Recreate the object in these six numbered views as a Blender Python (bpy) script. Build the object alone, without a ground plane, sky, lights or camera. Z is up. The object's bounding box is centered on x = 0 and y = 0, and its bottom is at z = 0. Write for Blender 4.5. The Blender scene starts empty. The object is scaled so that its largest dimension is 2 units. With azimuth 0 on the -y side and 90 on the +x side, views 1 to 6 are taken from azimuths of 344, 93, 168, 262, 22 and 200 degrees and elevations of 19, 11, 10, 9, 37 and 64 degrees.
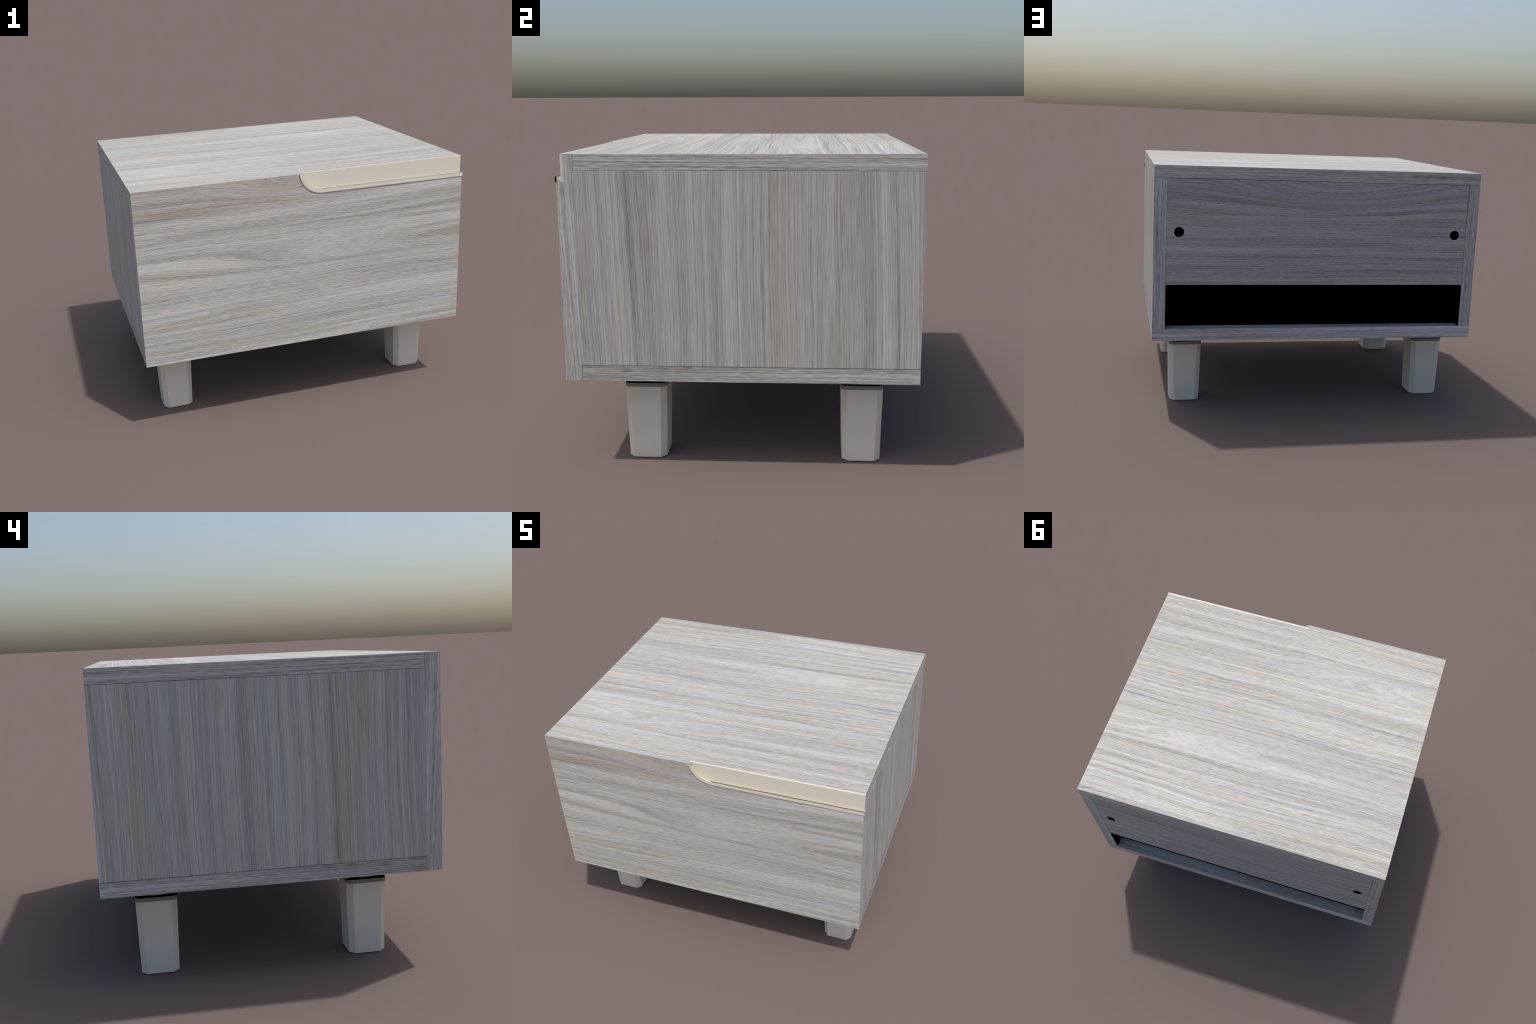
import bpy, bmesh, math
from mathutils import Vector

# ------------------------------------------------------------------ sizes (m)
XL, XR = -1.000, 0.9955          # carcass left / right
YF, YB = -0.8088, 0.8128         # drawer front face / carcass back
ZB, ZT = 0.4288, 1.4683          # underside / top
YS = -0.7330                     # back of the drawer front, front of carcass
T = 0.0735                       # board thickness
LIP_Y, LIP_X = -0.8128, 1.0      # proud lip of the finger pull

# finger pull: quarter round cut-out running off the right edge
CX, CZ = 0.097, 1.4815
R_OUT, R_IN = 0.1350, 0.1123


# ------------------------------------------------------------------ node tools
class Nodes:
    def __init__(self, name):
        self.mat = bpy.data.materials.new(name)
        self.mat.use_nodes = True
        self.t = self.mat.node_tree
        self.bsdf = self.t.nodes["Principled BSDF"]

    def new(self, kind, **props):
        n = self.t.nodes.new(kind)
        for k, v in props.items():
            setattr(n, k, v)
        return n

    def put(self, socket, value):
        if isinstance(value, bpy.types.NodeSocket):
            self.t.links.new(value, socket)
        else:
            socket.default_value = value

    def math(self, op, a, b=0.0, c=None, clamp=False):
        n = self.new("ShaderNodeMath", operation=op, use_clamp=clamp)
        self.put(n.inputs[0], a)
        self.put(n.inputs[1], b)
        if c is not None:
            self.put(n.inputs[2], c)
        return n.outputs[0]

    def vec(self, x, y, z):
        n = self.new("ShaderNodeCombineXYZ")
        for s, v in zip(n.inputs, (x, y, z)):
            self.put(s, v)
        return n.outputs[0]

    def noise(self, vector, detail=2.0, rough=0.5, scale=1.0, distort=0.0):
        n = self.new("ShaderNodeTexNoise", noise_dimensions="3D")
        self.put(n.inputs["Vector"], vector)
        n.inputs["Scale"].default_value = scale
        n.inputs["Detail"].default_value = detail
        n.inputs["Roughness"].default_value = rough
        n.inputs["Distortion"].default_value = distort
        return n.outputs["Fac"]

    def remap(self, v, a, b, lo=0.0, hi=1.0, smooth=True):
        n = self.new("ShaderNodeMapRange", interpolation_type="SMOOTHSTEP" if smooth else "LINEAR")
        self.put(n.inputs[0], v)
        for i, k in enumerate((a, b, lo, hi)):
            self.put(n.inputs[1 + i], k)
        return n.outputs[0]

    def ramp(self, v, stops):
        n = self.new("ShaderNodeValToRGB")
        e = n.color_ramp.elements
        while len(e) < len(stops):
            e.new(0.5)
        for el, (p, c) in zip(e, stops):
            el.position = p
            el.color = (*c, 1.0)
        self.put(n.inputs[0], v)
        return n.outputs[0]

    def mix(self, kind, f, a, b):
        n = self.new("ShaderNodeMix", data_type="RGBA", blend_type=kind)
        self.put(n.inputs[0], f)
        self.put(n.inputs[6], a)
        self.put(n.inputs[7], b)
        return n.outputs[2]


def scaled(c, k):
    return tuple(x * k for x in c)


WOOD = (0.526, 0.511, 0.474)


def wood(name, grain, across, seed, figures=(), patch=None, tone=1.0, contrast=1.0, slope=0.0, sway=0.05, dash=1.0, run=1.0, pore=12.0, bands=1.0, hush=0.55, hue=1.0, wide=1.0, wash=(1.0, 1.0, 1.0)):
    """Greyed elm laminate. grain / across: 0,1,2 axes of the face.
    figures: (g0, a0, length, half height, strength) cathedral centres.
    patch: (g0, g1, a0, a1, colour) a browner area where the print repeats.
    sway: how far the grain wanders; dash: strength of the short dark pores;
    run: below 1 stretches the streaks; pore: pores per metre along the grain;
    hush: how quiet the cathedral centres are; hue: strength of the warm and cool bands; wash: overall tint;
    wide: below 1 widens the colour bands."""
    m = Nodes(name)
    co = m.new("ShaderNodeTexCoord").outputs["Object"]
    sep = m.new("ShaderNodeSeparateXYZ")
    m.put(sep.inputs[0], co)
    g, a = sep.outputs[grain], sep.outputs[across]

    # the grain wanders a little, and swells round the cathedral figures
    w1 = m.noise(m.vec(m.math("MULTIPLY", g, 0.9), m.math("MULTIPLY", a, 2.0), seed), 1.0)
    w2 = m.noise(m.vec(m.math("MULTIPLY", g, 3.5), m.math("MULTIPLY", a, 11.0), seed + 3.7), 2.0)
    af = m.math("MULTIPLY_ADD", g, slope, a)
    af = m.math("MULTIPLY_ADD", m.math("SUBTRACT", w1, 0.5), sway, af)
    af = m.math("MULTIPLY_ADD", m.math("SUBTRACT", w2, 0.5), sway * 0.22, af)
    h = af
    calm = 0.0
    for g0, a0, sg, sa, amp in figures:
        dg = m.math("DIVIDE", m.math("SUBTRACT", g, g0), sg)
        da = m.math("DIVIDE", m.math("SUBTRACT", af, a0), sa)
        d = m.math("ADD", m.math("MULTIPLY", dg, dg), m.math("MULTIPLY", da, da))
        e = m.math("EXPONENT", m.math("MULTIPLY", d, -1.0))
        h = m.math("MULTIPLY_ADD", e, amp, h)
        calm = m.math("MAXIMUM", calm, e)

    def band(kg, ka, k, detail=2.0, rough=0.55, field=None):
        f = h if field is None else field
        return m.noise(m.vec(m.math("MULTIPLY", g, kg * run), m.math("MULTIPLY", f, ka), seed + k), detail, rough)

    broad = band(0.22, 8.0 * wide, 11.0, 1.0)
    medium = band(0.45, 24.0 * wide, 23.0, 2.0, 0.6)
    streak = band(0.5, 70.0, 31.0, 3.0, 0.68)
    thread = band(1.6, 190.0, 37.0, 2.0, 0.6)
    fibre = band(pore * 1.5, 270.0, 43.0, 1.0, 0.6, af)
    pores = band(pore, 190.0, 53.0, 1.0, 0.5, af)
    lines = band(0.35, 21.0, 61.0, 2.0, 0.5)

    def add(total, v, k, lo=0.28, hi=0.72):
        return m.math("ADD", total, m.remap(v, lo, hi, -k * contrast, k * contrast))

    v = m.math("ADD", 1.0, 0.0)
    v = add(v, broad, 0.10)
    v = add(v, medium, 0.12 * bands)
    tint = band(0.3, 13.0 * wide, 83.0, 2.0, 0.6)
    v = add(v, tint, -0.07)
    s = add(add(0.0, streak, 0.22), thread, 0.21)
    v = m.math("MULTIPLY_ADD", s, m.math("MULTIPLY_ADD", calm, -hush, 1.0), v)
    v = add(v, fibre, 0.22)
    dark = m.remap(pores, 0.56, 0.70)
    dark = m.math("MULTIPLY", dark, m.remap(streak, 0.62, 0.40))
    v = m.math("MULTIPLY_ADD", dark, -0.22 * dash, v)
    # a few long dark growth lines
    ridge = m.math("ABSOLUTE", m.math("SUBTRACT", lines, 0.5))
    line = m.remap(ridge, 0.0, 0.018, 1.0, 0.0)
    gate = m.remap(band(0.9, 9.0, 71.0), 0.42, 0.60)
    v = m.math("MULTIPLY_ADD", m.math("MULTIPLY", line, gate), -0.22 * contrast, v)
    v = m.math("MULTIPLY", v, tone)

    col = m.ramp(tint, [
        (0.28, (0.965, 1.003, 1.032)),
        (0.44, (0.990, 1.000, 1.012)),
        (0.54, (1.000, 0.998, 0.985)),
        (0.72, (1.032, 0.990, 0.930)),
    ])
    tint2 = band(2.0, 60.0, 97.0, 2.0)
    col2 = m.ramp(tint2, [
        (0.30, (0.980, 1.010, 0.996)),
        (0.50, (1.0, 1.0, 1.0)),
        (0.70, (1.013, 0.995, 0.994)),
    ])
    col = m.mix("MULTIPLY", 1.0, col, col2)
    col = m.mix("MIX", hue, (1.0, 1.0, 1.0, 1.0), col)
    col = m.mix("MULTIPLY", 1.0, col, (*[w * t for w, t in zip(WOOD, wash)], 1.0))
    if patch:
        g0, g1, a0, a1, pc = patch
        box = m.math("MULTIPLY", m.remap(g, g0, g1, 1.0, 0.0), m.remap(a, a0 - 0.002, a0 + 0.002))
        box = m.math("MULTIPLY", box, m.remap(a, a1 - 0.002, a1 + 0.002, 1.0, 0.0))
        col = m.mix("MIX", box, col, m.mix("MULTIPLY", 1.0, col, (*pc, 1.0)))
    grey = m.new("ShaderNodeCombineColor")
    for s in grey.inputs:
        m.put(s, v)
    col = m.mix("MULTIPLY", 1.0, col, grey.outputs[0])
    m.put(m.bsdf.inputs["Base Color"], col)
    m.bsdf.inputs["Roughness"].default_value = 0.60
    m.bsdf.inputs["Specular IOR Level"].default_value = 0.25

    relief = m.math("MULTIPLY", streak, 0.6)
    relief = m.math("MULTIPLY_ADD", thread, 0.8, relief)
    relief = m.math("MULTIPLY_ADD", fibre, 0.5, relief)
    relief = m.math("MULTIPLY_ADD", dark, -0.30, relief)
    b = m.new("ShaderNodeBump")
    b.inputs["Strength"].default_value = 0.5
    b.inputs["Distance"].default_value = 0.0030
    m.put(b.inputs["Height"], relief)
    m.put(m.bsdf.inputs["Normal"], b.outputs[0])
    return m.mat


def plain(name, colour, rough=0.5, metal=0.0, spec=0.5, grain=0.0):
    m = Nodes(name)
    co = m.new("ShaderNodeTexCoord").outputs["Object"]
    n = m.noise(co, 2.0, 0.5, 40.0)
    k = m.remap(n, 0.3, 0.7, 1.0 - grain, 1.0 + grain)
    grey = m.new("ShaderNodeCombineColor")
    for s in grey.inputs:
        m.put(s, k)
    m.put(m.bsdf.inputs["Base Color"], m.mix("MULTIPLY", 1.0, (*colour, 1.0), grey.outputs[0]))
    m.bsdf.inputs["Roughness"].default_value = rough
    m.bsdf.inputs["Metallic"].default_value = metal
    m.bsdf.inputs["Specular IOR Level"].default_value = spec
    return m.mat


X, Y, Z = 0, 1, 2
wood_top = wood("wood_top_face", X, Y, 4.0,
                figures=((-0.6, 0.225, 1.5, 0.070, 0.165), (-1.25, -0.49, 0.95, 0.07, 0.165)), tone=0.93, contrast=0.70, bands=1.4, hush=0.3, hue=1.0, sway=0.08, wash=(1.0, 0.991, 0.984))
wood_front = wood("wood_front_face", X, Z, 17.0, figures=((1.30, 0.965, 1.80, 0.090, 0.215), (-0.12, 1.425, 0.30, 0.07, 0.09)),
                  patch=(-0.35, 0.28, 1.2845, 1.6, (0.92, 0.88, 0.86)), slope=-0.02, contrast=0.68, hush=0.35, hue=1.0, bands=1.2, dash=0.7)
wood_right = wood("wood_right_face", Z, Y, 29.0, figures=((0.60, 0.395, 0.42, 0.035, 0.05),), slope=0.02, sway=0.05, run=0.4, pore=12.0, contrast=0.58, bands=1.8, dash=0.5, tone=0.965, wide=0.6, hue=1.1, wash=(0.998, 0.999, 0.990))
wood_left = wood("wood_left_face", Z, Y, 47.0, figures=((0.55, 0.485, 0.30, 0.028, 0.04),), slope=-0.03, sway=0.05, run=0.4, pore=12.0, contrast=0.58, bands=1.8, dash=0.5, tone=0.965, wide=0.6, hue=1.1, wash=(0.998, 0.999, 0.990))
wood_back = wood("wood_back_face", X, Z, 61.0, figures=((-0.12, 1.45, 0.50, 0.18, 0.30), (-0.62, 1.40, 0.25, 0.06, 0.05)), dash=1.3, tone=0.87, contrast=0.66, run=1.2, pore=18.0, bands=1.5, hush=0.0, hue=0.6)
wood_end = wood("wood_board_end", Y, Z, 73.0, sway=0.012)
wood_long = wood("wood_long_edge", X, Z, 89.0, sway=0.012)
wood_upright = wood("wood_upright_edge", Z, Y, 101.0, slope=0.05, sway=0.05, contrast=0.7)
wood_stile = wood("wood_stile_edge", Z, X, 113.0, slope=0.02, sway=0.02)
wood_low_end = wood("wood_low_board_end", Y, Z, 131.0, sway=0.02)
wood_low_left = wood("wood_low_board_left_end", Y, Z, 131.0, sway=0.02, patch=(-0.662, -0.659, 0.3, 0.6, (0.91, 0.90, 0.88)))
joint = plain("joint_painted_shadow", (0.11, 0.105, 0.105), rough=0.9, spec=0.1)  # dark colour on the chamfers paints the shadow line between boards
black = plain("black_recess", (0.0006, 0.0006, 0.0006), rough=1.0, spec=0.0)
cream = plain("cream_lacquer", (0.79, 0.740, 0.615), rough=0.45, spec=0.35, grain=0.004)
lining = plain("scoop_cream_darkened", (0.57, 0.52, 0.41), rough=0.5, spec=0.25, grain=0.004)  # pull cream, darkened so the sunlit scoop slope does not glow
leg_paint = plain("leg_lacquer", (0.79, 0.745, 0.625), rough=0.45, spec=0.35, grain=0.004)
cap_metal = plain("cap_bronze", (0.235, 0.23, 0.205), rough=0.30, metal=0.0, spec=0.5, grain=0.02)
disc_grey = plain("spacer_grey", (0.32, 0.315, 0.29), rough=0.5)


# ------------------------------------------------------------------ mesh tools
def make(name, bm, mats, parent, pick=None):
    bmesh.ops.recalc_face_normals(bm, faces=bm.faces)
    me = bpy.data.meshes.new(name)
    if pick:
        for f in bm.faces:
            f.material_index = mats.index(pick(f))
    bm.to_mesh(me)
    bm.free()
    for mt in mats:
        me.materials.append(mt)
    o = bpy.data.objects.new(name, me)
    bpy.context.collection.objects.link(o)
    o.parent = parent
    return o


def box(x0, x1, y0, y1, z0, z1, chamfer=None, w=0.0016):
    """A board; chamfer(a, b) says which edges are eased."""
    bm = bmesh.new()
    bmesh.ops.create_cube(bm, size=1.0)
    for v in bm.verts:
        v.co = Vector(((x0 + x1) / 2 + v.co.x * (x1 - x0), (y0 + y1) / 2 + v.co.y * (y1 - y0), (z0 + z1) / 2 + v.co.z * (z1 - z0)))
    if chamfer:
        es = [e for e in bm.edges if chamfer(*[v.co.copy() for v in e.verts])]
        bmesh.ops.bevel(bm, geom=es, offset=w, segments=1, affect="EDGES")
    return bm


def near(a, b):
    return abs(a - b) < 1e-5


def eased(f):
    """True for the narrow chamfer faces."""
    return max(abs(c) for c in f.normal) < 0.9


def facing(f):
    n = f.normal
    k = max(range(3), key=lambda i: abs(n[i]))
    return k, (1 if n[k] > 0 else -1)


# ------------------------------------------------------------------ the thing
root = bpy.data.objects.new("bedside_cabinet", None)
bpy.context.collection.objects.link(root)
root["label"] = "low grey wood bedside cabinet with one drawer and cream legs"
root["category"] = "nightstand"

# --- top board ------------------------------------------------------------
z0 = ZT - T
bm = box(XL, XR, YS, YB, z0, ZT, lambda p, q: (
    (near(p.z, z0) and near(q.z, z0) and (near(p.x, q.x) or near(p.y, YB) and near(q.y, YB))) or
    (near(p.x, q.x) and near(p.y, YS) and near(q.y, YS))))
make("top_board", bm, [wood_top, wood_end, wood_long, joint], root,
     lambda f: joint if eased(f) else {Z: wood_top, X: wood_end, Y: wood_long}[facing(f)[0]])

# --- bottom board ---------------------------------------------------------
z1 = ZB + T
bm = box(XL, XR, YS, YB, ZB, z1, lambda p, q: (
    (near(p.z, z1) and near(q.z, z1) and near(p.x, q.x)) or
    (near(p.x, q.x) and near(p.y, YS) and near(q.y, YS))))
make("bottom_board", bm, [wood_top, wood_low_end, wood_low_left, wood_long, joint], root,
     lambda f: joint if eased(f) else {Z: wood_top, X: wood_low_end if f.normal.x > 0 else wood_low_left, Y: wood_long}[facing(f)[0]])

# --- side panels (inner faces are black, as seen through the back slot) ----
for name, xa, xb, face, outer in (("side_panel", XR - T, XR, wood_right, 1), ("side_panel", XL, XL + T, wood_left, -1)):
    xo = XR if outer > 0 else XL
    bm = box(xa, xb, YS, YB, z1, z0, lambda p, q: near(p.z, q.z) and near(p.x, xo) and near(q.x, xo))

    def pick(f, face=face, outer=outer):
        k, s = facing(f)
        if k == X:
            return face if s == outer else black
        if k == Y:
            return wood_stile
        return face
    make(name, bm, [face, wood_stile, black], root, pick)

# --- back panel with two round cable holes and an open slot below ----------
PX0, PX1, PZ0, PZ1, PY0 = XL + T, XR - T, 0.7692, ZT - T, 0.7800
HOLES, HR, HZ = (-0.8540, 0.8485), 0.0295, 1.0825
PYF = YB - 0.0006
bm = bmesh.new()


def closed_loop(pts):
    vs = [bm.verts.new(p) for p in pts]
    return [bm.edges.new((vs[i], vs[(i + 1) % len(vs)])) for i in range(len(vs))]


W = 0.0012                                     # eased edge along the joints
border = closed_loop([(PX0 + W, PYF, PZ0), (PX1 - W, PYF, PZ0), (PX1 - W, PYF, PZ1 - W), (PX0 + W, PYF, PZ1 - W)])
loops = list(border)
for hx in HOLES:
    loops += closed_loop([(hx + HR * math.cos(k * math.pi / 24), PYF, HZ + HR * math.sin(k * math.pi / 24)) for k in range(48)])
face_geo = bmesh.ops.triangle_fill(bm, edges=loops, use_beauty=True, use_dissolve=False)["geom"]
skin = [f for f in face_geo if isinstance(f, bmesh.types.BMFace)]
# eased edge: outer border widens to the panel size
ext = bmesh.ops.extrude_edge_only(bm, edges=border)["geom"]
for v in ext:
    if isinstance(v, bmesh.types.BMVert):
        v.co.x += -W if v.co.x < 0 else W
        v.co.y -= W
        if v.co.z > 1.0:
            v.co.z += W
rim = [e for e in ext if isinstance(e, bmesh.types.BMEdge)]
# then run the outside and the hole walls back to the rear of the panel
holes = [e for e in loops if e not in border]
deep = bmesh.ops.extrude_edge_only(bm, edges=rim + holes)["geom"]
for v in deep:
    if isinstance(v, bmesh.types.BMVert):
        v.co.y = PY0
bmesh.ops.triangle_fill(bm, edges=[e for e in deep if isinstance(e, bmesh.types.BMEdge)], use_beauty=True, use_dissolve=False)
bm.normal_update()
make("back_panel", bm, [wood_back, black, joint], root,
     lambda f: joint if 0.3 < abs(f.normal.y) < 0.9 and f.calc_center_median().y > YB - 0.01 else
     wood_back if f.calc_center_median().y > PYF - 1e-5 else black)
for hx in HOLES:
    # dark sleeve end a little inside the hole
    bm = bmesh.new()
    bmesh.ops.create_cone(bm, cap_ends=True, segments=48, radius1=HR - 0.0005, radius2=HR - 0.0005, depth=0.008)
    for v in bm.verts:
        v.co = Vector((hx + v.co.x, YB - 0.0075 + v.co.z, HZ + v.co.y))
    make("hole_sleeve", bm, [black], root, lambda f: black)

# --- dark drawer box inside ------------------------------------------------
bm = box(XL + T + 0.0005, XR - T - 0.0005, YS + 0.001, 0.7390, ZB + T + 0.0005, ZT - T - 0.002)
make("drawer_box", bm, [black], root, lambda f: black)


# --- drawer front with the cut-out for the finger pull ----------------------
ARC = 28


def cut_path(r, x_end):
    """Cut-out outline at radius r, from the top left round to the right end."""
    start = math.pi + math.asin((CZ - ZT) / r)
    pts = []
    for i in range(ARC + 1):
        t = start + (1.5 * math.pi - start) * i / ARC
        pts.append((CX + r * math.cos(t), CZ + r * math.sin(t)))
    pts.append((x_end, CZ - r))
    return pts


SCOOP = ((YF, 0.1145), (-0.8064, 0.1170), (-0.8020, 0.1220), (-0.7968, 0.1282), (-0.7920, 0.1330), (-0.7872, 0.1364), (-0.7785, 0.1386))
PLATE_Y0, PLATE_Y1 = -0.7876, -0.7785

bm = bmesh.new()
rings = []
for y, r in SCOOP:
    out = [(XL, ZT), (XL, ZB), (XR, ZB)] + list(reversed(cut_path(r, XR)))
    rings.append([bm.verts.new((x, y, z)) for x, z in out])
n = len(rings[0])
for ra, rb in zip(rings, rings[1:]):
    for i in range(n):
        j = (i + 1) % n
        bm.faces.new((ra[i], ra[j], rb[j], rb[i]))
bm.faces.new(rings[0])
back = [[bm.verts.new((x, y, z)) for x, z in ((XL, ZT), (XL, ZB), (XR, ZB), (XR, ZT))] for y in (PLATE_Y1 + 0.0002, YS - 0.0003)]
for i in range(4):
    j = (i + 1) % 4
    bm.faces.new((back[0][i], back[0][j], back[1][j], back[1][i]))
bm.faces.new(back[0])
bm.faces.new(back[1])


def pick_front(f):
    k, s = facing(f)
    c = f.calc_center_median()
    if k == Y:
        return wood_front
    if k == X and (near(c.x, XL) or near(c.x, XR)):
        return wood_upright
    return wood_top


front = make("drawer_front", bm, [wood_front, wood_upright, wood_top], root, pick_front)


def strip(section, x_end):
    """Closed section of (y, r) points swept along the cut-out."""
    bm = bmesh.new()
    rails = [[bm.verts.new((x, y, z)) for x, z in cut_path(r, x_end)] for y, r in section]
    k, m = len(rails), len(rails[0])
    tags = {}
    for i in range(k):
        j = (i + 1) % k
        for s in range(m - 1):
            f = bm.faces.new((rails[i][s], rails[i][s + 1], rails[j][s + 1], rails[j][s]))
            tags[f] = (i, s)
    ends = [bm.faces.new([q[0] for q in rails]), bm.faces.new([q[-1] for q in rails])]
    return bm, tags, ends


handle = bpy.data.objects.new("finger_pull", None)
bpy.context.collection.objects.link(handle)
handle.parent = root

# upright back plate
bm = bmesh.new()
loops = []
for y, r in ((PLATE_Y0, 0.1356), (PLATE_Y1, 0.1380)):
    p = cut_path(r, XR) + [(XR, ZT)]
    loops.append([bm.verts.new((x, y, z)) for x, z in p])
for i in range(len(loops[0])):
    j = (i + 1) % len(loops[0])
    bm.faces.new((loops[0][i], loops[0][j], loops[1][j], loops[1][i]))
bm.faces.new(loops[0])
bm.faces.new(loops[1])
make("pull_plate", bm, [cream], handle, lambda f: cream)

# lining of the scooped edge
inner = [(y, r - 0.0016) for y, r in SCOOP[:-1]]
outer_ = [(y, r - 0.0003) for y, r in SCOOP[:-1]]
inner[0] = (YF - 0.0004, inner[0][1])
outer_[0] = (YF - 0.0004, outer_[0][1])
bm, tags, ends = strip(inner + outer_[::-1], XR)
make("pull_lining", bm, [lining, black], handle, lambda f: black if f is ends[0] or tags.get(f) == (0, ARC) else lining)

# proud lip round the opening; its cut edges are dark
bm, tags, ends = strip([(LIP_Y, R_IN), (LIP_Y, R_OUT), (YF - 0.0006, R_OUT), (YF - 0.0006, R_IN)], LIP_X)
make("pull_lip", bm, [cream, black], handle,
     lambda f: cream if f in tags and (tags[f][0] == 0 or tags[f][0] == 3 and tags[f][1] < ARC - 1) else black)

# short dark return behind the straight run of the lip
bm, tags, ends = strip([(YF - 0.0004, R_IN), (YF - 0.0004, R_IN + 0.0045), (-0.8073, R_IN + 0.0045), (-0.8073, R_IN)], XR)
make("pull_lip_return", bm, [lining, black], handle, lambda f: black if f in tags and tags[f][1] == ARC and tags[f][0] == 3 else lining)

# --- legs -------------------------------------------------------------------
H_LEG, S_BOT, S_TOP, CH = 0.3610, 0.0903, 0.0992, 0.0272


def octagon(s, c):
    k = s - c
    return [(s, -k), (s, k), (k, s), (-k, s), (-s, k), (-s, -k), (-k, -s), (k, -s)]


bm = bmesh.new()
lo = [bm.verts.new((x, y, 0.0)) for x, y in octagon(S_BOT, CH)]
hi = [bm.verts.new((x, y, H_LEG)) for x, y in octagon(S_TOP, CH)]
for i in range(8):
    j = (i + 1) % 8
    bm.faces.new((lo[i], lo[j], hi[j], hi[i]))
bm.faces.new(lo)
bm.faces.new(hi)
bmesh.ops.bevel(bm, geom=[e for e in bm.edges if near(e.verts[0].co.z, 0) and near(e.verts[1].co.z, 0)], offset=0.002, segments=1, affect="EDGES")
leg_bm = bm


def cap_mesh():
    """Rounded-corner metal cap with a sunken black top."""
    s, r, zc0, zc1 = 0.0996, 0.0285, H_LEG + 0.0003, 0.3800
    bm = bmesh.new()
    out = []
    for q in range(4):
        ox, oy = ((1, 1), (-1, 1), (-1, -1), (1, -1))[q]
        for i in range(6):
            t = math.radians(90 * q + 90 * i / 5)
            out.append((ox * (s - r) + r * math.cos(t), oy * (s - r) + r * math.sin(t)))
    a = [bm.verts.new((x, y, zc0)) for x, y in out]
    b = [bm.verts.new((x, y, zc1)) for x, y in out]
    n = len(out)
    for i in range(n):
        j = (i + 1) % n
        bm.faces.new((a[i], a[j], b[j], b[i]))
    bm.faces.new(a)
    bm.faces.new(b)
    return bm


def disc_mesh():
    bm = bmesh.new()
    ret = bmesh.ops.create_cone(bm, cap_ends=True, segments=48, radius1=0.070, radius2=0.070, depth=ZB - 0.3802)
    for v in ret["verts"]:
        v.co.z += (ZB + 0.3802) / 2 - 0.0001
    return bm


leg_mesh = cap_m = disc_m = None
for lx, ly in ((0.7855, -0.4655), (0.7855, 0.5600), (-0.7880, -0.4655), (-0.7880, 0.5600)):
    if leg_mesh is None:
        leg = make("leg", leg_bm, [leg_paint], root, lambda f: leg_paint)
        cap = make("leg_cap", cap_mesh(), [cap_metal, black], leg, lambda f: black if facing(f)[0] == Z else cap_metal)
        disc = make("leg_spacer", disc_mesh(), [disc_grey], leg, lambda f: disc_grey)
        leg_mesh, cap_m, disc_m = leg.data, cap.data, disc.data
    else:
        leg = bpy.data.objects.new("leg", leg_mesh)
        cap = bpy.data.objects.new("leg_cap", cap_m)
        disc = bpy.data.objects.new("leg_spacer", disc_m)
        for o in (leg, cap, disc):
            bpy.context.collection.objects.link(o)
        leg.parent = root
        cap.parent = disc.parent = leg
    leg.location = (lx, ly, 0.0)
